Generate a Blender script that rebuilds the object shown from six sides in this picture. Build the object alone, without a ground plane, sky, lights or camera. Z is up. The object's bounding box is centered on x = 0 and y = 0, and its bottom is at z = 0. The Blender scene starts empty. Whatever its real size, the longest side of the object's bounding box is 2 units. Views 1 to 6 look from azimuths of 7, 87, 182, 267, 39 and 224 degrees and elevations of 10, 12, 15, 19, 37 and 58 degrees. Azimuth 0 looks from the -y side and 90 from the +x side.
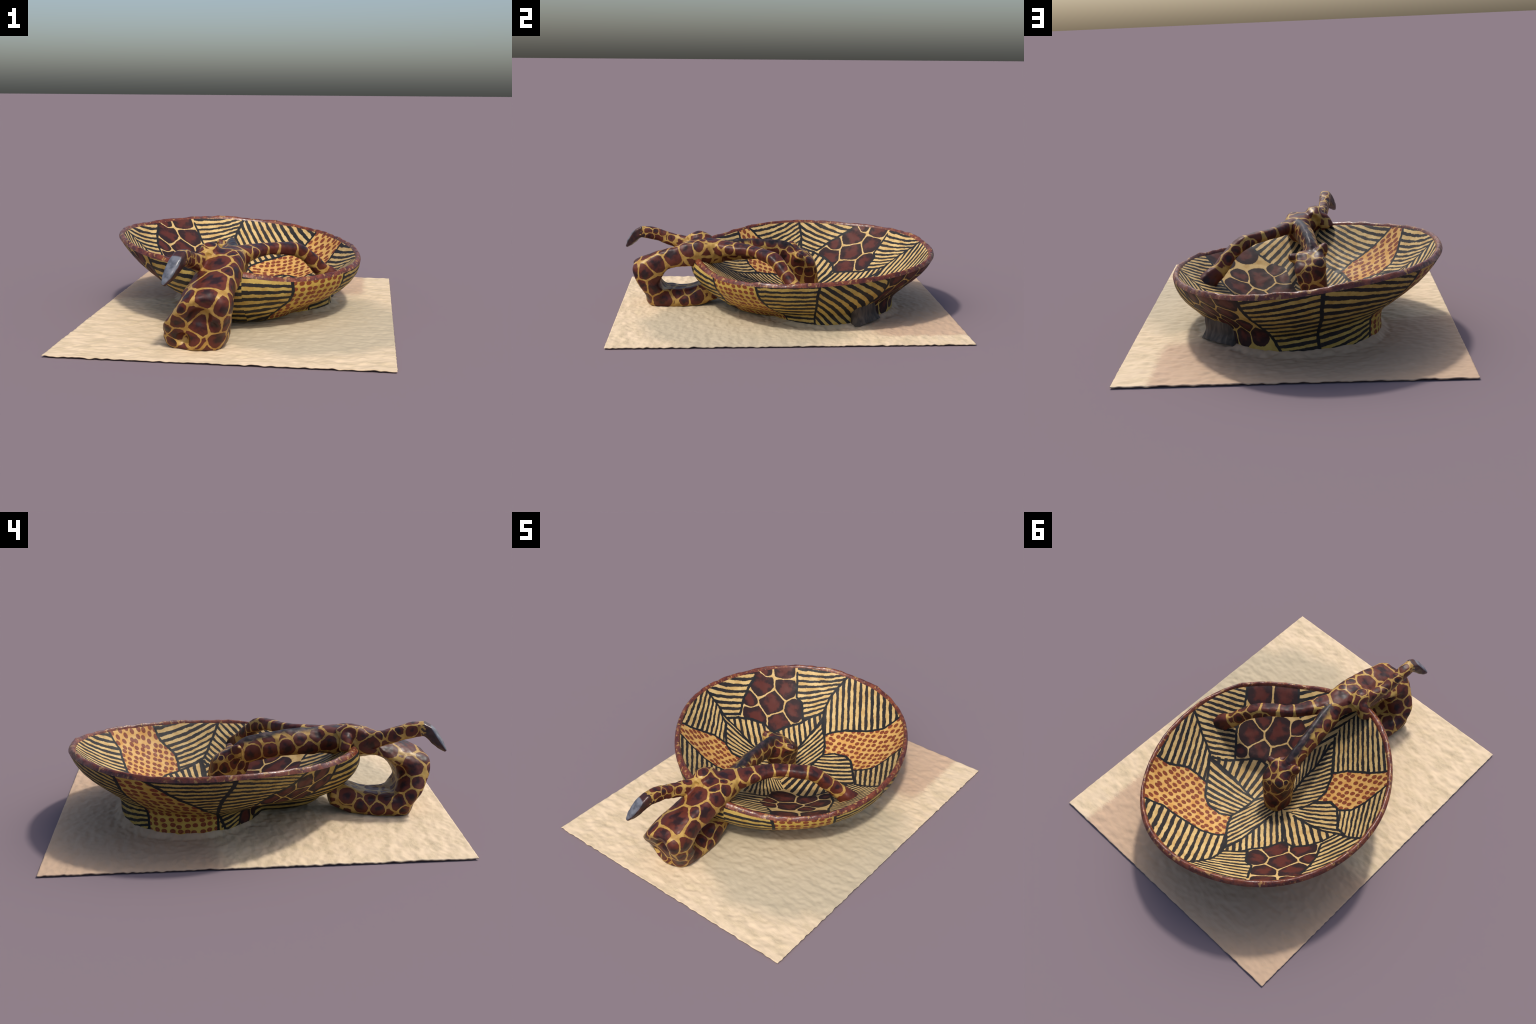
"""Carved giraffe bowl on a sheet of paper, built part by part."""
import math
import numpy as np
# ---------------------------------------------------------------- bowl shape
AXIS = (0.05, 0.15)          # the bowl's centre, seen from above
RIM_RADIUS = [0.6945, -0.1144, 0.0457, -0.0225, -0.0061, 0.0017, -0.0059, 0.0032, -0.0087, -0.0022, -0.0005, -0.0009, 0.0031]
RIM_HEIGHT = [0.352, -0.0657, 0.0279, 0.0063, 0.0065, 0.008, -0.0026, 0.0022, -0.0012, -0.0042, -0.0023, 0.0002, 0.0022]
FLOOR = 0.058


def wave_sum(c, t):
    v = np.full_like(np.asarray(t, float), c[0])
    for k in range(1, (len(c) + 1) // 2):
        v = v + c[2 * k - 1] * np.cos(k * t) + c[2 * k] * np.sin(k * t)
    return v


def smooth_table(pts, x):
    """monotone cubic through a short profile"""
    p = np.array(pts, float)
    xs, ys = p[:, 0], p[:, 1]
    d = np.diff(ys) / np.diff(xs)
    m = np.zeros(len(xs))
    m[1:-1] = np.where(d[:-1] * d[1:] > 0, 2 * d[:-1] * d[1:] / (d[:-1] + d[1:] + 1e-12), 0)
    m[0], m[-1] = d[0], d[-1]
    x = np.clip(x, xs[0], xs[-1])
    i = np.clip(np.searchsorted(xs, x) - 1, 0, len(xs) - 2)
    h = xs[i + 1] - xs[i]
    t = (x - xs[i]) / h
    return (2*t**3-3*t**2+1)*ys[i] + (t**3-2*t**2+t)*h*m[i] + (-2*t**3+3*t**2)*ys[i+1] + (t**3-t**2)*h*m[i+1]


INSIDE = [(0, 0.0), (0.15, 0.012), (0.37, 0.125), (0.5, 0.225), (0.6, 0.335), (0.7, 0.45), (0.8, 0.6), (0.9, 0.81), (0.955, 0.955), (0.972, 0.99)]
OUTSIDE = [(0, 0.0), (0.4, 0.005), (0.5, 0.03), (0.6, 0.10), (0.65, 0.19), (0.75, 0.31), (0.85, 0.48), (0.95, 0.69), (0.985, 0.83), (1.0, 0.95)]


# how far the wall departs from the plain profile, by direction in degrees
OUT_PULL = [(0, -0.03), (15, -0.04), (30, -0.03), (42, 0.08), (54, 0.20), (65, 0.20), (78, 0.13), (95, 0.04), (115, 0.10), (135, 0.14), (155, 0.18), (170, 0.15), (178, 0.15), (190, 0.21), (203, 0.22), (220, 0.15), (236, 0.0), (258, -0.26), (285, -0.13), (308, 0.0), (335, 0.0), (360, -0.03)]
LOW_PULL = [(0, 0), (100, 0), (115, 0.05), (135, 0.10), (165, 0.08), (185, 0.22), (205, 0.36), (225, 0.38), (243, 0.12), (260, 0), (295, 0), (315, 0.18), (345, 0.16), (360, 0)]
BASE = [(0, 0.39), (20, 0.43), (32, 0.42), (45, 0.41), (60, 0.46), (75, 0.505), (90, 0.53), (120, 0.56), (145, 0.555), (165, 0.49), (180, 0.435), (200, 0.345), (225, 0.27), (250, 0.24), (290, 0.24), (320, 0.29), (340, 0.34), (360, 0.39)]   # radius of the foot the wall stands on, in metres
IN_PULL = [(0, 0.10), (15, 0.06), (40, 0.0), (90, -0.05), (150, -0.06), (180, -0.05), (205, 0.03), (220, 0.03), (250, 0.12), (290, 0.16), (320, 0.15), (345, 0.13), (360, 0.10)]


def by_angle(table, t):
    p = np.array(table, float)
    a = np.degrees(t) % 360
    return sum(np.interp((a + d) % 360, p[:, 0], p[:, 1]) * w for d, w in ((-10, 0.25), (0, 0.5), (10, 0.25)))


def z_inside(rho, t):
    k = by_angle(IN_PULL, t)
    wide = np.clip(4.2 * rho * (0.957 - rho), 0, 1)
    low = np.clip(1 - ((rho - 0.42) / 0.27) ** 2, 0, 1)
    high = np.clip(1 - ((rho - 0.78) / 0.15) ** 2, 0, 1)
    r = rho * (1 + np.where(k > 0, k * wide, 1.2 * k * low - 0.35 * k * high))
    return FLOOR + (wave_sum(RIM_HEIGHT, t) - FLOOR) * smooth_table(INSIDE, r)


def outer_radius(s, t):
    """real radius (in rim radii) of the outer profile's point s: the wall flares from an upright foot"""
    f = smooth_table(OUTSIDE, s)
    r = s * (1 - by_angle(OUT_PULL, t) * (1 - f) ** 0.9 - by_angle(LOW_PULL, t) * np.clip(1 - f / 0.45, 0, 1))
    r = r * (1 + 0.010 * np.clip(f, 0, 1))
    b = by_angle(BASE, t) / wave_sum(RIM_RADIUS, t)
    return b + np.log1p(np.exp((r - b) / 0.028)) * 0.028


def z_outer_profile(s, t):
    return wave_sum(RIM_HEIGHT, t) * smooth_table(OUTSIDE, s)


def z_outside(rho, t):
    """height of the outer wall above a point seen from above (found along the profile)"""
    rho, t = np.asarray(rho, float), np.asarray(t, float)
    shape = np.broadcast(rho, t).shape
    rho, t = np.broadcast_to(rho, shape).ravel(), np.broadcast_to(t, shape).ravel()
    lo, hi = np.full(rho.shape, 0.3), np.full(rho.shape, 1.0)
    for _ in range(22):
        mid = 0.5 * (lo + hi)
        big = outer_radius(mid, t) > rho
        hi, lo = np.where(big, mid, hi), np.where(big, lo, mid)
    return z_outer_profile(lo, t).reshape(shape)


def polar(x, y):
    dx, dy = np.asarray(x) - AXIS[0], np.asarray(y) - AXIS[1]
    t = np.arctan2(dy, dx)
    return np.hypot(dx, dy) / wave_sum(RIM_RADIUS, t), t
import bpy
import bmesh
from mathutils import Vector, noise
from mathutils.kdtree import KDTree

TAU = 2 * math.pi


# ---------------------------------------------------------------- helpers
def mesh_object(name, verts, faces, parent=None, smooth=True):
    me = bpy.data.meshes.new(name)
    me.from_pydata([tuple(v) for v in verts], [], faces)
    me.update()
    if smooth:
        me.polygons.foreach_set("use_smooth", [True] * len(me.polygons))
    ob = bpy.data.objects.new(name, me)
    bpy.context.scene.collection.objects.link(ob)
    if parent:
        ob.parent = parent
    return ob


def empty(name, label, category):
    ob = bpy.data.objects.new(name, None)
    bpy.context.scene.collection.objects.link(ob)
    ob["label"], ob["category"] = label, category
    return ob


def catmull(pts, n, closed=False):
    """n samples per span of a Catmull-Rom curve through pts (rows of any width)"""
    p = np.asarray(pts, float)
    m = len(p)
    out = []
    for i in range(m if closed else m - 1):
        if closed:
            a, b, c, d = p[i - 1], p[i], p[(i + 1) % m], p[(i + 2) % m]
        else:
            a, b, c, d = p[max(i - 1, 0)], p[i], p[i + 1], p[min(i + 2, m - 1)]
        for k in range(n):
            t = k / n
            out.append(0.5 * (2 * b + (c - a) * t + (2 * a - 5 * b + 4 * c - d) * t * t + (3 * b - a - 3 * c + d) * t ** 3))
    if not closed:
        out.append(p[-1])
    return np.array(out)


def grid_faces(rows, cols, off=0, wrap=True):
    f = []
    for i in range(rows - 1):
        for j in range(cols if wrap else cols - 1):
            k = (j + 1) % cols
            f.append((off + i * cols + j, off + i * cols + k, off + (i + 1) * cols + k, off + (i + 1) * cols + j))
    return f


def loft(stations, along=5, around=5):
    """closed skin through closed cross-sections of equal point counts"""
    s = np.array([catmull(st, around, True) for st in stations])
    cols = s.shape[1]
    rows = catmull(s.reshape(len(s), -1), along).reshape(-1, cols, 3)
    verts = rows.reshape(-1, 3)
    faces = grid_faces(len(rows), cols)
    faces.append(tuple(range(cols))[::-1])
    faces.append(tuple((len(rows) - 1) * cols + j for j in range(cols)))
    return verts, faces


def limb(path, side, along=6, around=24, power=2.4):
    """path rows: x y z half_width half_depth; side: direction of the width"""
    p = catmull(path, along)
    side = Vector(side)
    rows = []
    for i, r in enumerate(p):
        t = Vector(p[min(i + 1, len(p) - 1)][:3] - p[max(i - 1, 0)][:3]).normalized()
        u = (side - t * side.dot(t)).normalized()
        w = t.cross(u)
        c = Vector(r[:3])
        for j in range(around):
            a = TAU * j / around
            ca, sa = math.cos(a), math.sin(a)
            ca = math.copysign(abs(ca) ** (2 / power), ca)
            sa = math.copysign(abs(sa) ** (2 / power), sa)
            rows.append(c + u * (ca * r[3]) + w * (sa * r[4]))
    faces = grid_faces(len(p), around)
    faces.append(tuple(range(around))[::-1])
    faces.append(tuple((len(p) - 1) * around + j for j in range(around)))
    return np.array([tuple(v) for v in rows]), faces


# ---------------------------------------------------------------- giraffe: one carved body
def ring(y, *xz):
    return [(x, y, z) for x, z in xz]


# cross-sections of trunk, rump and the folded hind legs, each: outer right, right, inner right, inner middle, inner left, left, outer left, outer middle
TRUNK = [
    ring(-0.36, (0.03, 0.415), (0.045, 0.36), (0.02, 0.30), (-0.01, 0.288), (-0.05, 0.30), (-0.085, 0.36), (-0.06, 0.412), (-0.015, 0.425)),
    ring(-0.44, (0.038, 0.42), (0.06, 0.365), (0.035, 0.295), (-0.01, 0.28), (-0.06, 0.29), (-0.115, 0.36), (-0.085, 0.42), (-0.025, 0.428)),
    ring(-0.51, (0.035, 0.425), (0.061, 0.365), (0.042, 0.285), (-0.02, 0.268), (-0.085, 0.29), (-0.156, 0.352), (-0.115, 0.43), (-0.04, 0.43)),
    ring(-0.58, (0.033, 0.412), (0.062, 0.345), (0.042, 0.28), (-0.03, 0.264), (-0.09, 0.285), (-0.163, 0.33), (-0.11, 0.40), (-0.04, 0.415)),
    ring(-0.66, (0.035, 0.384), (0.059, 0.305), (0.036, 0.266), (-0.03, 0.262), (-0.09, 0.29), (-0.169, 0.308), (-0.12, 0.352), (-0.04, 0.380)),
    [(0.025, -0.765, 0.348), (0.048, -0.735, 0.275), (0.027, -0.712, 0.245), (-0.047, -0.71, 0.243), (-0.117, -0.715, 0.268), (-0.189, -0.745, 0.275), (-0.132, -0.782, 0.32), (-0.052, -0.785, 0.346)],
    [(0.021, -0.885, 0.288), (0.055, -0.835, 0.235), (0.023, -0.752, 0.188), (-0.057, -0.745, 0.20), (-0.142, -0.765, 0.22), (-0.197, -0.82, 0.24), (-0.152, -0.905, 0.272), (-0.062, -0.905, 0.29)],
    [(0.011, -0.915, 0.235), (0.046, -0.845, 0.195), (0.023, -0.762, 0.162), (-0.067, -0.755, 0.168), (-0.172, -0.765, 0.175), (-0.225, -0.83, 0.19), (-0.179, -0.912, 0.215), (-0.067, -0.895, 0.235)],
    [(0.003, -0.885, 0.155), (0.043, -0.825, 0.15), (0.023, -0.755, 0.138), (-0.087, -0.748, 0.138), (-0.207, -0.75, 0.138), (-0.269, -0.815, 0.135), (-0.232, -0.872, 0.145), (-0.092, -0.86, 0.16)],
    [(-0.009, -0.832, 0.075), (0.027, -0.79, 0.095), (0.005, -0.73, 0.115), (-0.107, -0.73, 0.112), (-0.227, -0.72, 0.105), (-0.279, -0.785, 0.09), (-0.245, -0.82, 0.07), (-0.107, -0.848, 0.08)],
    [(-0.019, -0.78, 0.006), (0.011, -0.74, 0.055), (-0.042, -0.69, 0.108), (-0.117, -0.69, 0.105), (-0.232, -0.69, 0.105), (-0.282, -0.74, 0.055), (-0.245, -0.775, 0.006), (-0.107, -0.822, 0.008)],
    ring(-0.60, (-0.012, 0.006), (0.0, 0.06), (-0.042, 0.107), (-0.10, 0.108), (-0.20, 0.105), (-0.252, 0.055), (-0.228, 0.006), (-0.12, 0.008)),
    ring(-0.50, (-0.028, 0.015), (-0.01, 0.07), (-0.03, 0.135), (-0.10, 0.14), (-0.165, 0.14), (-0.212, 0.08), (-0.195, 0.015), (-0.11, 0.012)),
    ring(-0.40, (-0.045, 0.05), (-0.03, 0.10), (-0.045, 0.17), (-0.10, 0.18), (-0.15, 0.175), (-0.185, 0.11), (-0.17, 0.055), (-0.11, 0.04)),
]
NECK = [  # tall blade: keel, right, lower right, underside, lower left, left
    ring(-0.40, (-0.015, 0.42), (0.035, 0.385), (0.02, 0.315), (-0.03, 0.295), (-0.075, 0.32), (-0.075, 0.385)),
    ring(-0.31, (-0.02, 0.428), (0.01, 0.39), (0.0, 0.32), (-0.05, 0.29), (-0.095, 0.325), (-0.085, 0.39)),
    ring(-0.20, (-0.042, 0.428), (-0.015, 0.385), (-0.022, 0.32), (-0.07, 0.293), (-0.112, 0.33), (-0.1, 0.39)),
    ring(-0.10, (-0.06, 0.422), (-0.036, 0.38), (-0.042, 0.315), (-0.082, 0.287), (-0.12, 0.325), (-0.11, 0.38)),
    ring(0.0, (-0.075, 0.411), (-0.05, 0.365), (-0.055, 0.295), (-0.09, 0.268), (-0.128, 0.31), (-0.122, 0.365)),
    ring(0.06, (-0.085, 0.388), (-0.055, 0.345), (-0.06, 0.27), (-0.095, 0.25), (-0.135, 0.285), (-0.13, 0.34)),
    ring(0.10, (-0.088, 0.355), (-0.06, 0.33), (-0.06, 0.27), (-0.095, 0.25), (-0.13, 0.285), (-0.128, 0.33)),
]
HEAD = [  # front right, right, back right, back left, left, front left: crown down to muzzle on the bowl floor
    [(-0.032, 0.113, 0.345), (-0.022, 0.068, 0.345), (-0.054, 0.036, 0.340), (-0.110, 0.031, 0.350), (-0.137, 0.063, 0.355), (-0.117, 0.110, 0.358)],
    [(-0.013, 0.185, 0.285), (-0.009, 0.100, 0.290), (-0.045, 0.028, 0.285), (-0.109, 0.013, 0.288), (-0.152, 0.088, 0.305), (-0.152, 0.180, 0.315)],
    [(-0.023, 0.210, 0.235), (-0.021, 0.110, 0.230), (-0.057, 0.042, 0.220), (-0.114, 0.028, 0.220), (-0.152, 0.095, 0.235), (-0.149, 0.194, 0.250)],
    [(-0.047, 0.228, 0.150), (-0.039, 0.140, 0.150), (-0.067, 0.078, 0.140), (-0.119, 0.063, 0.140), (-0.159, 0.110, 0.150), (-0.153, 0.208, 0.155)],
    [(-0.067, 0.242, 0.045), (-0.053, 0.160, 0.045), (-0.077, 0.098, 0.045), (-0.129, 0.083, 0.045), (-0.169, 0.125, 0.045), (-0.157, 0.222, 0.045)],
]
PARTS = {
    "torso": loft(TRUNK),
    "shoulder": limb([(-0.10, -0.45, 0.40, 0.04, 0.035), (-0.11, -0.51, 0.425, 0.045, 0.04), (-0.12, -0.57, 0.40, 0.04, 0.035)], (1, 0, 0)),
    "shoulder_left": limb([(-0.09, -0.50, 0.40, 0.04, 0.04), (-0.135, -0.487, 0.40, 0.034, 0.036), (-0.165, -0.476, 0.38, 0.03, 0.04), (-0.185, -0.468, 0.34, 0.028, 0.035)], (0, 1, 0)),
    "neck": loft(NECK),
    "head": loft(HEAD),
    "ear": limb([(-0.065, 0.08, 0.30, 0.034, 0.026), (-0.03, 0.096, 0.308, 0.030, 0.023), (0.0, 0.104, 0.318, 0.025, 0.021), (0.028, 0.11, 0.327, 0.018, 0.016)], (0, 0.3, 1), power=3.2),
    "ear.001": limb([(-0.105, 0.095, 0.31, 0.040, 0.03), (-0.133, 0.082, 0.335, 0.038, 0.026), (-0.15, 0.073, 0.357, 0.030, 0.022), (-0.165, 0.064, 0.384, 0.010, 0.010)], (0.5, 0.5, 0.6), power=3.0),
    "foreleg": limb([(0.0, -0.40, 0.375, 0.05, 0.05), (0.045, -0.32, 0.383, 0.05, 0.038), (0.09, -0.237, 0.384, 0.040, 0.031), (0.145, -0.17, 0.383, 0.035, 0.029), (0.22, -0.115, 0.376, 0.036, 0.032),
                     (0.287, -0.060, 0.361, 0.038, 0.037), (0.347, -0.016, 0.309, 0.036, 0.037), (0.398, 0.03, 0.247, 0.036, 0.040), (0.45, 0.055, 0.205, 0.040, 0.048), (0.50, 0.09, 0.15, 0.046, 0.055)], (-0.5, 0.8, 0.2), power=3.0),
    "foreleg.001": limb([(-0.10, -0.50, 0.365, 0.035, 0.06), (-0.125, -0.55, 0.362, 0.032, 0.060), (-0.14, -0.60, 0.382, 0.031, 0.046), (-0.158, -0.66, 0.397, 0.031, 0.040), (-0.17, -0.745, 0.424, 0.030, 0.037), (-0.178, -0.82, 0.442, 0.033, 0.038), (-0.182, -0.872, 0.450, 0.031, 0.034)], (1, 0, 0), power=3.2),
    "hoof": limb([(-0.179, -0.858, 0.452, 0.030, 0.033), (-0.186, -0.893, 0.436, 0.032, 0.031), (-0.206, -0.925, 0.40, 0.030, 0.026), (-0.225, -0.953, 0.367, 0.022, 0.018), (-0.239, -0.975, 0.342, 0.008, 0.006)], (1, -0.25, 0), power=4.5),
}
DENTS = [  # hollows cut with the knife: centre, reach, depth
((-0.09, -0.885, 0.18), 0.06, 0.032), ((-0.178, -0.84, 0.06), 0.042, 0.036), ((-0.03, -0.875, 0.135), 0.03, 0.010),
    ((-0.055, -0.925, 0.24), 0.035, 0.014), ((-0.085, -0.585, 0.42), 0.035, 0.010), ((-0.12, 0.236, 0.20), 0.03, 0.006)]


def build_giraffe_body():
    verts, faces, label = [], [], []
    for k, (name, (v, f)) in enumerate(PARTS.items()):
        o = len(verts)
        verts += [tuple(p) for p in v]
        faces += [tuple(i + o for i in q) for q in f]
        label += [k] * len(v)
    names = list(PARTS)
    src = mesh_object("carving", verts, faces)
    bm = bmesh.new(); bm.from_mesh(src.data)
    bmesh.ops.recalc_face_normals(bm, faces=bm.faces); bm.to_mesh(src.data); bm.free()
    m = src.modifiers.new("fuse", "REMESH"); m.mode = "VOXEL"; m.voxel_size = 0.0055
    m = src.modifiers.new("soften", "SMOOTH"); m.factor = 0.5; m.iterations = 5
    me = bpy.data.meshes.new_from_object(src.evaluated_get(bpy.context.evaluated_depsgraph_get()))
    bpy.data.objects.remove(src)
    # knife-cut unevenness: broad facets and shallow dents
    n = len(me.vertices)
    co = np.empty(n * 3); me.vertices.foreach_get("co", co); co = co.reshape(-1, 3)
    no = np.array([v.normal[:] for v in me.vertices])
    d = np.array([0.0035 * noise.noise(Vector(p) * 17) + 0.002 * noise.noise(Vector(p) * 41 + Vector((5, 1, 2))) for p in co])
    co = co + no * d[:, None]
    for c, r, depth in DENTS:
        far = np.linalg.norm(co - np.array(c), axis=1)
        co = co - no * (depth * np.clip(1 - (far / r) ** 2, 0, 1) ** 1.5)[:, None]
    co[:, 2] = np.maximum(co[:, 2], 0.004)
    me.vertices.foreach_set("co", co.ravel()); me.update()
    tree = KDTree(len(verts))
    for i, v in enumerate(verts):
        tree.insert(v, i)
    tree.balance()
    merge = {"shoulder": "torso", "shoulder_left": "torso"}
    vlab = [merge.get(names[label[tree.find(p)[1]]], names[label[tree.find(p)[1]]]) for p in co]
    me.polygons.foreach_set("use_smooth", [True] * len(me.polygons))
    normals = np.array([c.vector[:] for c in me.vertex_normals])
    groups = {}
    for p in me.polygons:
        labs = [vlab[i] for i in p.vertices]
        lab = max(set(labs), key=lambda l: (labs.count(l), l))
        if lab == "torso":
            c = co[list(p.vertices)].mean(0)
            if (c[2] < 0.17 and c[1] > -0.95) and c[1] < -0.3:
                lab = "hind_leg"
        groups.setdefault(lab, []).append(tuple(p.vertices))
    out = {}
    for lab in sorted(groups):
        idx = sorted({i for f in groups[lab] for i in f})
        new = {o: k for k, o in enumerate(idx)}
        ob = mesh_object(lab.split(".")[0], co[idx], [tuple(new[i] for i in f) for f in groups[lab]])
        ob.data.normals_split_custom_set_from_vertices([tuple(normals[i]) for i in idx])
        out[lab] = ob
    return out


# ---------------------------------------------------------------- bowl
def build_bowl():
    cols = 720
    t = np.arange(cols) * TAU / cols
    R = wave_sum(RIM_RADIUS, t)
    zr = wave_sum(RIM_HEIGHT, t)

    def rough(P, amp, freq):
        return np.array([amp * noise.noise(Vector(p) * freq) for p in P])

    def shell(rhos, zf):
        rows = [np.stack([AXIS[0] + r * R * np.cos(t), AXIS[1] + r * R * np.sin(t), zf(r, t)], 1) for r in rhos]
        return np.concatenate(rows)
    lip_in, lip_out = 0.957, 1.0
    rin = np.concatenate([np.linspace(0.004, 0.9, 110), np.linspace(0.905, lip_in, 10)])
    vin = shell(rin, z_inside)
    vin[:, 2] += rough(vin, 0.003, 9) + rough(vin, 0.0012, 30)
    rout = np.concatenate([np.linspace(lip_out, 0.94, 22), np.linspace(0.935, 0.3, 70)])
    vout = np.concatenate([np.stack([AXIS[0] + outer_radius(r, t) * R * np.cos(t), AXIS[1] + outer_radius(r, t) * R * np.sin(t), z_outer_profile(r, t)], 1) for r in rout])
    ang = np.tile(t, len(rout)); rr = np.repeat(rout, cols)
    push = rough(vout, 0.004, 8) + rough(vout, 0.002, 26)
    fade = np.clip((lip_out - rr) / 0.04, 0, 1)
    vout[:, 0] += push * fade * np.cos(ang); vout[:, 1] += push * fade * np.sin(ang)
    # lip: half-round from the inner edge over the crest to the outer wall, with a wavering edge
    a, b = vin[-cols:], vout[:cols]
    lip = []
    steps = 12
    for k in range(steps + 1):
        s = k / steps
        h = math.sin(math.pi * min(s * 1.0, 1.0)) ** 0.8 * 0.018
        p = a * (1 - s) + b * s
        p[:, 2] += h
        wob = (rough(p, 0.0045, 22) + rough(p, 0.005, 7)) * math.sin(math.pi * s)
        p[:, 2] += wob
        p[:, 0] += wob * 0.8 * np.cos(t); p[:, 1] += wob * 0.8 * np.sin(t)
        lip.append(p)
    return (vin, grid_faces(len(rin), cols) + [tuple(range(cols))[::-1]]), (np.concatenate(lip), grid_faces(steps + 1, cols)), (vout, grid_faces(len(rout), cols) + [tuple((len(rout) - 1) * cols + j for j in range(cols))])


# ---------------------------------------------------------------- sheet under the bowl
def build_sheet():
    nx, ny = 320, 400
    hx, hy = 0.794, 0.9995
    xs, ys = np.linspace(-hx, hx, nx), np.linspace(-hy, hy, ny)
    X, Y = np.meshgrid(xs, ys)
    X, Y = X.ravel(), Y.ravel()
    rho, t = polar(X, Y)
    Rr = wave_sum(RIM_RADIUS, t)
    P = [Vector((x, y, 0)) for x, y in zip(X, Y)]
    n1 = np.array([noise.noise(p * 6) for p in P])
    n2 = np.array([noise.noise(Vector((p.x * 15, p.y * 24, 3))) for p in P])
    n3 = np.array([noise.noise(Vector((p.x * 34, p.y * 46, 8))) for p in P])
    edge = np.minimum(hx - np.abs(X), hy - np.abs(Y))
    z = 0.0085 + 0.0016 * n1 + 0.0046 * n2 + 0.0028 * n3
    pull = by_angle(BASE, t) + 0.045 - rho * Rr + 0.010 * n2 + 0.005 * n3
    up = np.clip(pull / 0.055, 0, 1)
    up = up * up * (3 - 2 * up)
    top = 0.020 + 0.012 * np.clip(np.cos(t - math.radians(120)), 0, 1)
    z = z + np.maximum(top - z, 0) * up
    z += 0.002 * np.clip((pull + 0.06) / 0.06, 0, 1) * n3
    jag = 0.003 * n3 + 0.002 * n2
    X2 = X + np.where(edge < 0.004, jag, 0) * (np.abs(X) > hx - 0.004) * np.sign(-X)
    Y2 = Y + np.where(edge < 0.004, jag, 0) * (np.abs(Y) > hy - 0.004) * np.sign(-Y)
    z = np.where(edge < 0.004, z + 0.001 * n2, z)
    topv = np.stack([X2, Y2, z], 1)
    botv = topv.copy(); botv[:, 2] = np.maximum(z - 0.005, 0.0005 * (1 + n2)) * (up < 0.01) + np.minimum(z - 0.003, 0.004) * (up >= 0.01)
    botv[:, 2] -= botv[:, 2].min()
    f = []
    for i in range(ny - 1):
        for j in range(nx - 1):
            a = i * nx + j
            f.append((a, a + 1, a + nx + 1, a + nx))
    N = nx * ny
    fb = [tuple(i + N for i in q[::-1]) for q in f]
    ring_ = [j for j in range(nx)] + [i * nx + nx - 1 for i in range(1, ny)] + [(ny - 1) * nx + j for j in range(nx - 2, -1, -1)] + [i * nx for i in range(ny - 2, 0, -1)]
    fs = [(ring_[k], ring_[k - 1], ring_[k - 1] + N, ring_[k] + N) for k in range(len(ring_))]
    return np.concatenate([topv, botv]), f + fb + fs
# painted brush lines inside, seen from above (x, y)
LINES_IN = [
    [(0.584, 0.158), (0.477, 0.205), (0.374, 0.246), (0.308, 0.322), (0.261, 0.383)],
    [(0.357, 0.257), (0.26, 0.239), (0.17, 0.237), (0.002, 0.254)],
    [(0.499, 0.53), (0.453, 0.499), (0.385, 0.408), (0.322, 0.392), (0.261, 0.383)],
    [(0.261, 0.383), (0.203, 0.451), (0.141, 0.478), (0.067, 0.471), (0.01, 0.427), (0.003, 0.356), (0, 0.256), (-0.031, 0.194)],
    [(0.01, 0.427), (-0.018, 0.487), (-0.074, 0.55)],
    [(0.328, 0.762), (0.262, 0.704), (0.153, 0.673), (0.025, 0.637), (-0.04, 0.592), (-0.074, 0.55)],
    [(-0.074, 0.55), (-0.117, 0.59), (-0.163, 0.663)],
    [(-0.137, 0.892), (-0.165, 0.82), (-0.178, 0.736), (-0.163, 0.663)],
    [(-0.163, 0.663), (-0.217, 0.59), (-0.249, 0.525), (-0.302, 0.447), (-0.333, 0.368)],
    [(-0.148, 0.639), (-0.152, 0.528), (-0.15, 0.406), (-0.147, 0.278)],
    [(-0.333, 0.368), (-0.266, 0.299), (-0.196, 0.236)],
    [(-0.333, 0.368), (-0.412, 0.361), (-0.472, 0.313), (-0.517, 0.251), (-0.553, 0.168)],
    [(-0.25, 0.188), (-0.353, 0.183), (-0.459, 0.186), (-0.553, 0.168)],
    [(-0.289, 0.043), (-0.36, 0.005), (-0.426, 0.021), (-0.499, 0.099), (-0.524, 0.134), (-0.613, 0.171)],
    [(-0.553, 0.168), (-0.624, 0.173), (-0.716, 0.164)],
    [(-0.438, 0.032), (-0.509, -0.003), (-0.544, -0.065), (-0.573, -0.142), (-0.595, -0.192)],
    [(-0.243, -0.148), (-0.308, -0.195), (-0.391, -0.224), (-0.442, -0.232), (-0.501, -0.251), (-0.543, -0.264)],
    [(-0.107, -0.312), (-0.184, -0.214), (-0.254, -0.124), (-0.289, -0.039), (-0.289, 0.043), (-0.245, 0.124)],
    [(-0.243, 0.551), (-0.311, 0.626), (-0.359, 0.63), (-0.427, 0.727)],
    [(-0.529, 0.27), (-0.582, 0.37), (-0.602, 0.458), (-0.609, 0.514)],
    [(0.495, -0.195), (0.439, -0.113), (0.378, 0.022), (0.265, 0.148)],
    [(0.351, 0.246), (0.296, 0.203), (0.259, 0.148), (0.204, 0.073), (0.169, 0.038), (0.115, 0.033)],
    [(0.263, -0.395), (0.206, -0.332), (0.149, -0.291)],
    [(-0.11, -0.268), (-0.126, -0.144), (-0.119, -0.034), (-0.13, 0.061)],
]
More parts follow.
